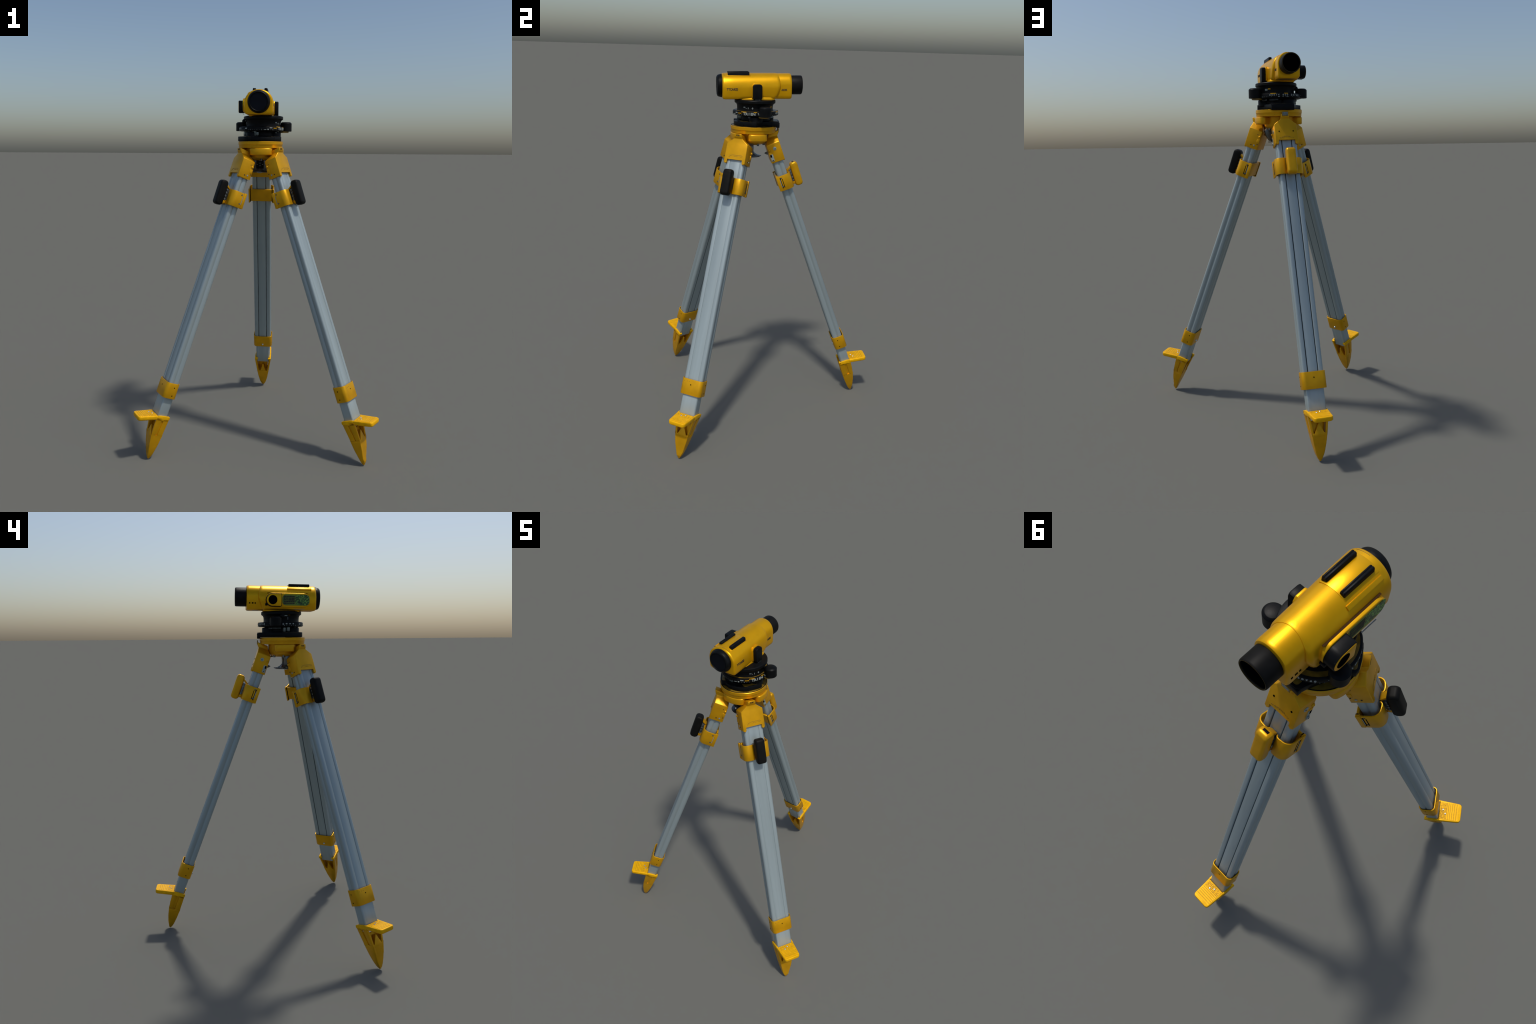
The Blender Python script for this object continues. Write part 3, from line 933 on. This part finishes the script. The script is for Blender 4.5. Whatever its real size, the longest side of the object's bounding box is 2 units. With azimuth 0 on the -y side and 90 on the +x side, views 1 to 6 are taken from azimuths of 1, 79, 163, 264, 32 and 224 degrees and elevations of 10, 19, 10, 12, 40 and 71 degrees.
bm = bmesh.new()
rings = [sec3(S_MAIN, 0.0255, 0.0110), sec3(S_MAIN, 0.0262, 0.0065), sec3(S_MAIN, 0.0285, 0.0030), sec3(S_MAIN, 0.0325, 0.0007), sec3(S_MAIN, 0.038)]
for y in (0.09, 0.15, 0.21, 0.26, 0.29):
    rings.append(sec3(S_MAIN, y))
rings.append(sec3(S_MAIN, 0.322, 0.0, None, 0, y_step))
rings.append(sec3(S_MAIN, 0.329, 0.0, S_REAR, 0.06, y_step))
rings.append(sec3(S_MAIN, 0.3345, 0.0, S_REAR, 0.30, y_step))
rings.append(sec3(S_MAIN, 0.3385, 0.0, S_REAR, 0.70, y_step))
rings.append(sec3(S_MAIN, 0.3395, -0.0006, S_REAR, 1.0, y_step))
rings.append(sec3(S_MAIN, 0.3397, 0.0030, S_REAR, 1.0, y_step))
loft_bm(bm, rings)
scope = obj("telescope", finish(bm, "telescope", M_YELI, angle=32), ROOT, MI)
bm = bmesh.new()
rings = [sec3(S_REAR, 0.29, 0.001), sec3(S_REAR, 0.388), sec3(S_REAR, 0.396, 0.0008), sec3(S_REAR, 0.4005, 0.003), sec3(S_REAR, 0.4025, 0.0075), sec3(S_REAR, 0.403, 0.012)]
loft_bm(bm, rings)
rear = obj("eyepiece_housing", finish(bm, "eyepiece_housing", M_YELI, angle=32), scope)
# seam around the step
# eyepiece cup, hollow
EC = (0, 0, 0.0035)
obj("eyecup", lathe("eyecup", [
    (0.046, 0.398), (0.0490, 0.399), (0.0502, 0.402), (0.0502, 0.456), (0.0496, 0.4600), (0.0482, 0.4625), (0.0462, 0.4625), (0.0450, 0.4600),
    (0.0450, 0.398), (0.046, 0.398)], M_RUB, 72, EC, 'Y'), scope)
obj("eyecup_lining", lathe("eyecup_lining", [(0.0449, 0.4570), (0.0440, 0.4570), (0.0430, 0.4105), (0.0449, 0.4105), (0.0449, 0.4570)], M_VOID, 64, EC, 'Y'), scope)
obj("eyecup_plug", lathe("eyecup_plug", [(0, 0.4035), (0.0438, 0.4035), (0.0438, 0.4300), (0.020, 0.4310), (0, 0.4330)], M_VOID, 48, EC, 'Y'), scope)  # void-black plug added for the dark inside of the cup
obj("eyecup_lip", lathe("eyecup_lip", [(0.0451, 0.4590), (0.0451, 0.4622), (0.0468, 0.4632), (0.0478, 0.4629), (0.0474, 0.4620), (0.0451, 0.4590)],
                        mat("brown_rubber", (0.05, 0.032, 0.005), 0.5, spec=0.2), 64, EC, 'Y'), scope)
# objective with its cap
obj("objective_cap", lathe("objective_cap", [
    (0, 0.030), (0.0600, 0.030), (0.0610, 0.026), (0.0606, 0.0185), (0.0592, 0.0172), (0.0575, 0.0090), (0.0550, 0.0040),
    (0.0515, 0.0012), (0.0490, 0.0002), (0.0470, 0.0020), (0.0460, 0.0040), (0, 0.0035)], M_BLK, 80, (0, 0, 0.0012), 'Y'), scope)
obj("cap_face", lathe("cap_face", [(0, 0.0028), (0.0450, 0.0033), (0.0450, 0.0060), (0, 0.0060)], M_LENS, 64, (0, 0, 0.0012), 'Y'), scope)
# sight rails on top
def rail_bar(x, zt, y0, y1, side):
    w = 0.0085
    p = [(-w - 0.001, -0.030), (w + 0.001, -0.030), (w, -0.004), (w - 0.0025, 0.0), (0.0025, 0.0), (0.0015, -0.0012), (0.0, -0.0012),
         (-0.001, 0.0), (-w + 0.0025, 0.0), (-w, -0.004)]
    bm = bmesh.new()
    loft_bm(bm, [[(x + px, y, zt + pz) for px, pz in p] for y in (y0 + 0.002, y1 - 0.002)])
    loft_bm(bm, [[(x + px * 0.9, y, zt - 0.0015 + pz) for px, pz in p] for y in (y0, y1)])
    return finish(bm, "sight_rail", M_BLK, bevel=0.0006, seg=1)


obj("sight_rail", rail_bar(0.0365, 0.0745, 0.057, 0.172, 1), scope)
obj("sight_rail", rail_bar(-0.0265, 0.0750, 0.060, 0.174, -1), scope)
# raised seat under the rails, following the arch
def arch_strip(x0, x1, y0, y1, up, name, n=12):
    bm = bmesh.new()
    top, bot = [], []
    z0, zt, w = -0.010, 0.0668, 0.0795
    for i in range(n + 1):
        x = x0 + (x1 - x0) * i / n
        c = max(-1, min(1, x / w))
        c = math.copysign(abs(c) ** (1 / 0.94), c)
        s = math.sqrt(max(0, 1 - c * c))
        z = z0 + (zt - z0) * s ** 0.97
        nrm = Vector((c, s)).normalized()
        top.append((x + nrm.x * up, z + nrm.y * up))
        bot.append((x - nrm.x * 0.003, z - nrm.y * 0.003))
    loft_bm(bm, [[(p[0], y, p[1]) for p in top + bot[::-1]] for y in (y0, y1)])
    return finish(bm, name, M_YELI, bevel=0.0012, seg=2, bev_ang=40)


obj("rail_seat", arch_strip(-0.042, 0.047, 0.050, 0.178, 0.0012, "rail_seat"), scope)
obj("top_ridge", arch_strip(-0.0600, -0.0490, 0.052, 0.184, 0.0042, "top_ridge", 4), scope)
# dark tab on the right flank
bm = bmesh.new()
prism_bm(bm, [(0.185, -0.056), (0.189, -0.068), (0.231, -0.068), (0.235, -0.056), (0.235, 0.000), (0.231, 0.0085), (0.223, 0.0115), (0.197, 0.0115),
              (0.189, 0.0085), (0.185, 0.000)], 0.074, 0.1005, 'X')
obj("side_tab", finish(bm, "side_tab", M_BLK, bevel=0.004, seg=3, bev_ang=50), scope)
obj("side_tab_band", box("side_tab_band", 0.076, 0.0975, 0.1875, 0.2325, -0.0600, -0.0570, M_OLIVE, 0.0005), scope)
obj("side_tab_seat", prism("side_tab_seat", [(0.181, -0.060), (0.239, -0.060), (0.239, 0.002), (0.228, 0.016), (0.192, 0.016), (0.181, 0.002)], 0.068, 0.0795, 'X', M_YELI, 0.003), scope)
obj("side_tab_foot", box("side_tab_foot", 0.078, 0.099, 0.196, 0.224, -0.070, -0.064, M_GLASS, 0.001), scope)
# widened foot of the body on the turntable
sk = [(-0.060, 0.125), (-0.048, 0.112), (0.058, 0.114), (0.0720, 0.130), (0.0765, 0.21), (0.0720, 0.290), (0.058, 0.308), (-0.050, 0.312), (-0.062, 0.297)]
bm = bmesh.new()
loft_bm(bm, [[(x * k, 0.21 + (y - 0.21) * k, z) for x, y in sk] for z, k in ((-0.0715, 1.0), (-0.066, 0.995), (-0.060, 0.96), (-0.050, 0.90))])
obj("body_foot", finish(bm, "body_foot", M_YELI, bevel=0.002), scope)
# long oval plate on the left flank with label and focusing knob
zc = -0.0135
plate = [(y, z) for y, z in stadium((0.1835, zc), 0.037, 0.1205, 0.0365, 10)]
obj("side_plate", prism("side_plate", plate, -0.0895, -0.060, 'X', M_YELI, 0.0025, 3), scope)
lab = [(y, z) for y, z in stadium((0.139, zc + 0.001), 0.0285, 0.0735, 0.0200, 8)]
obj("label_sheet", prism("label_sheet", lab, -0.0902, -0.088, 'X', M_GREEN), scope)
leafp = [(y, z) for y, z in stadium((0.1045, zc + 0.001), 0.0262, 0.0375, 0.0185, 8)]
obj("label_picture", prism("label_picture", leafp, -0.0908, -0.0895, 'X', M_LEAF), scope)
bm = bmesh.new()
for i, z in enumerate((0.0195, 0.0105, 0.0015, -0.0075, -0.0165)):
    y0, y1 = 0.146, 0.205
    while y0 < y1 - 0.004:
        w = random.uniform(0.007, 0.02)
        h = random.uniform(0.0024, 0.0036)
        box_bm(bm, -0.0908, -0.0895, y0, min(y0 + w, y1), zc + z - h, zc + z + h)
        y0 += w + random.uniform(0.0006, 0.002)
obj("label_print", finish(bm, "label_print", M_INK), scope)
obj("plate_groove", box("plate_groove", -0.0922, -0.089, 0.0915, 0.1500, zc - 0.0467 + 0.0, zc - 0.0452, M_WHITE), scope)
obj("plate_dark_strip", box("plate_dark_strip", -0.0790, -0.0700, 0.075, 0.292, zc + 0.0366, zc + 0.0378, mat("dark_brown_strip", (0.05, 0.020, 0.002), 0.7, spec=0.1)), scope)  # dark strip added along the plate's top edge to suggest a gap
# D-shaped focusing knob: dark sides, yellow face, dark centre
dk = []
yc, rk = 0.2685, 0.0340
for i in range(25):
    a = R(-90 + 180 * i / 24)
    dk.append((yc + rk * math.cos(a), zc - 0.0015 + rk * math.sin(a)))
dk += [(0.222, zc - 0.0015 + rk), (0.218, zc - 0.0015 + rk - 0.004), (0.218, zc - 0.0015 - rk + 0.004), (0.222, zc - 0.0015 - rk)]
obj("focusing_knob", prism("focusing_knob", dk, -0.1255, -0.085, 'X', M_BLK, 0.002), scope)
dkf = [(0.2600 + (y - 0.2600) * 0.93, zc - 0.0015 + (z - zc + 0.0015) * 0.92) for y, z in dk]
obj("knob_face", prism("knob_face", dkf, -0.1268, -0.120, 'X', M_YELI, 0.0006), scope)
obj("knob_centre", lathe("knob_centre", [(0, -0.1274), (0.0235, -0.1274), (0.0240, -0.1262), (0, -0.1262)], M_VOID, 40,
                         (0, yc - 0.002, zc - 0.0015), 'X'), scope)
obj("knob_screw", box("knob_screw", -0.098, -0.078, 0.292, 0.304, zc - 0.030, zc - 0.018, M_BLK, 0.002), scope)
# three dark blocks standing in for holes, left of the eyepiece housing
bm = bmesh.new()
for y, w in ((0.356, 0.0036), (0.370, 0.0050), (0.386, 0.0036)):
    box_bm(bm, -0.0640, -0.057, y - w, y + w, -0.0335, -0.0265)
obj("housing_dark_block", finish(bm, "housing_dark_block", M_VOID, bevel=0.0012), scope)
# lettering
rot = frame((0, 0, 0), (0, 1, 0), (0, 0, 1), (1, 0, 0))
obj("body_lettering", text_mesh("body_lettering", "TTCAKID", 0.0165, M_INK, 0.0006, squash=0.86), scope, Matrix.Translation((0.0788, 0.0775, -0.0145)) @ rot)
obj("housing_lettering", text_mesh("housing_lettering", "AKIIK", 0.0145, M_INK, 0.0006, squash=0.86), scope, Matrix.Translation((0.0565, 0.3600, -0.0195)) @ rot)
obj("underside_plate", box("underside_plate", -0.033, 0.040, 0.335, 0.394, -0.0673, -0.064, M_DARKST, 0.0006), scope)
obj("front_seam", arch_strip(0.002, 0.046, 0.0370, 0.0380, 0.0003, "front_seam", 10), scope, None, M_INK)

# everything stands on z = 0
bpy.context.view_layer.update()
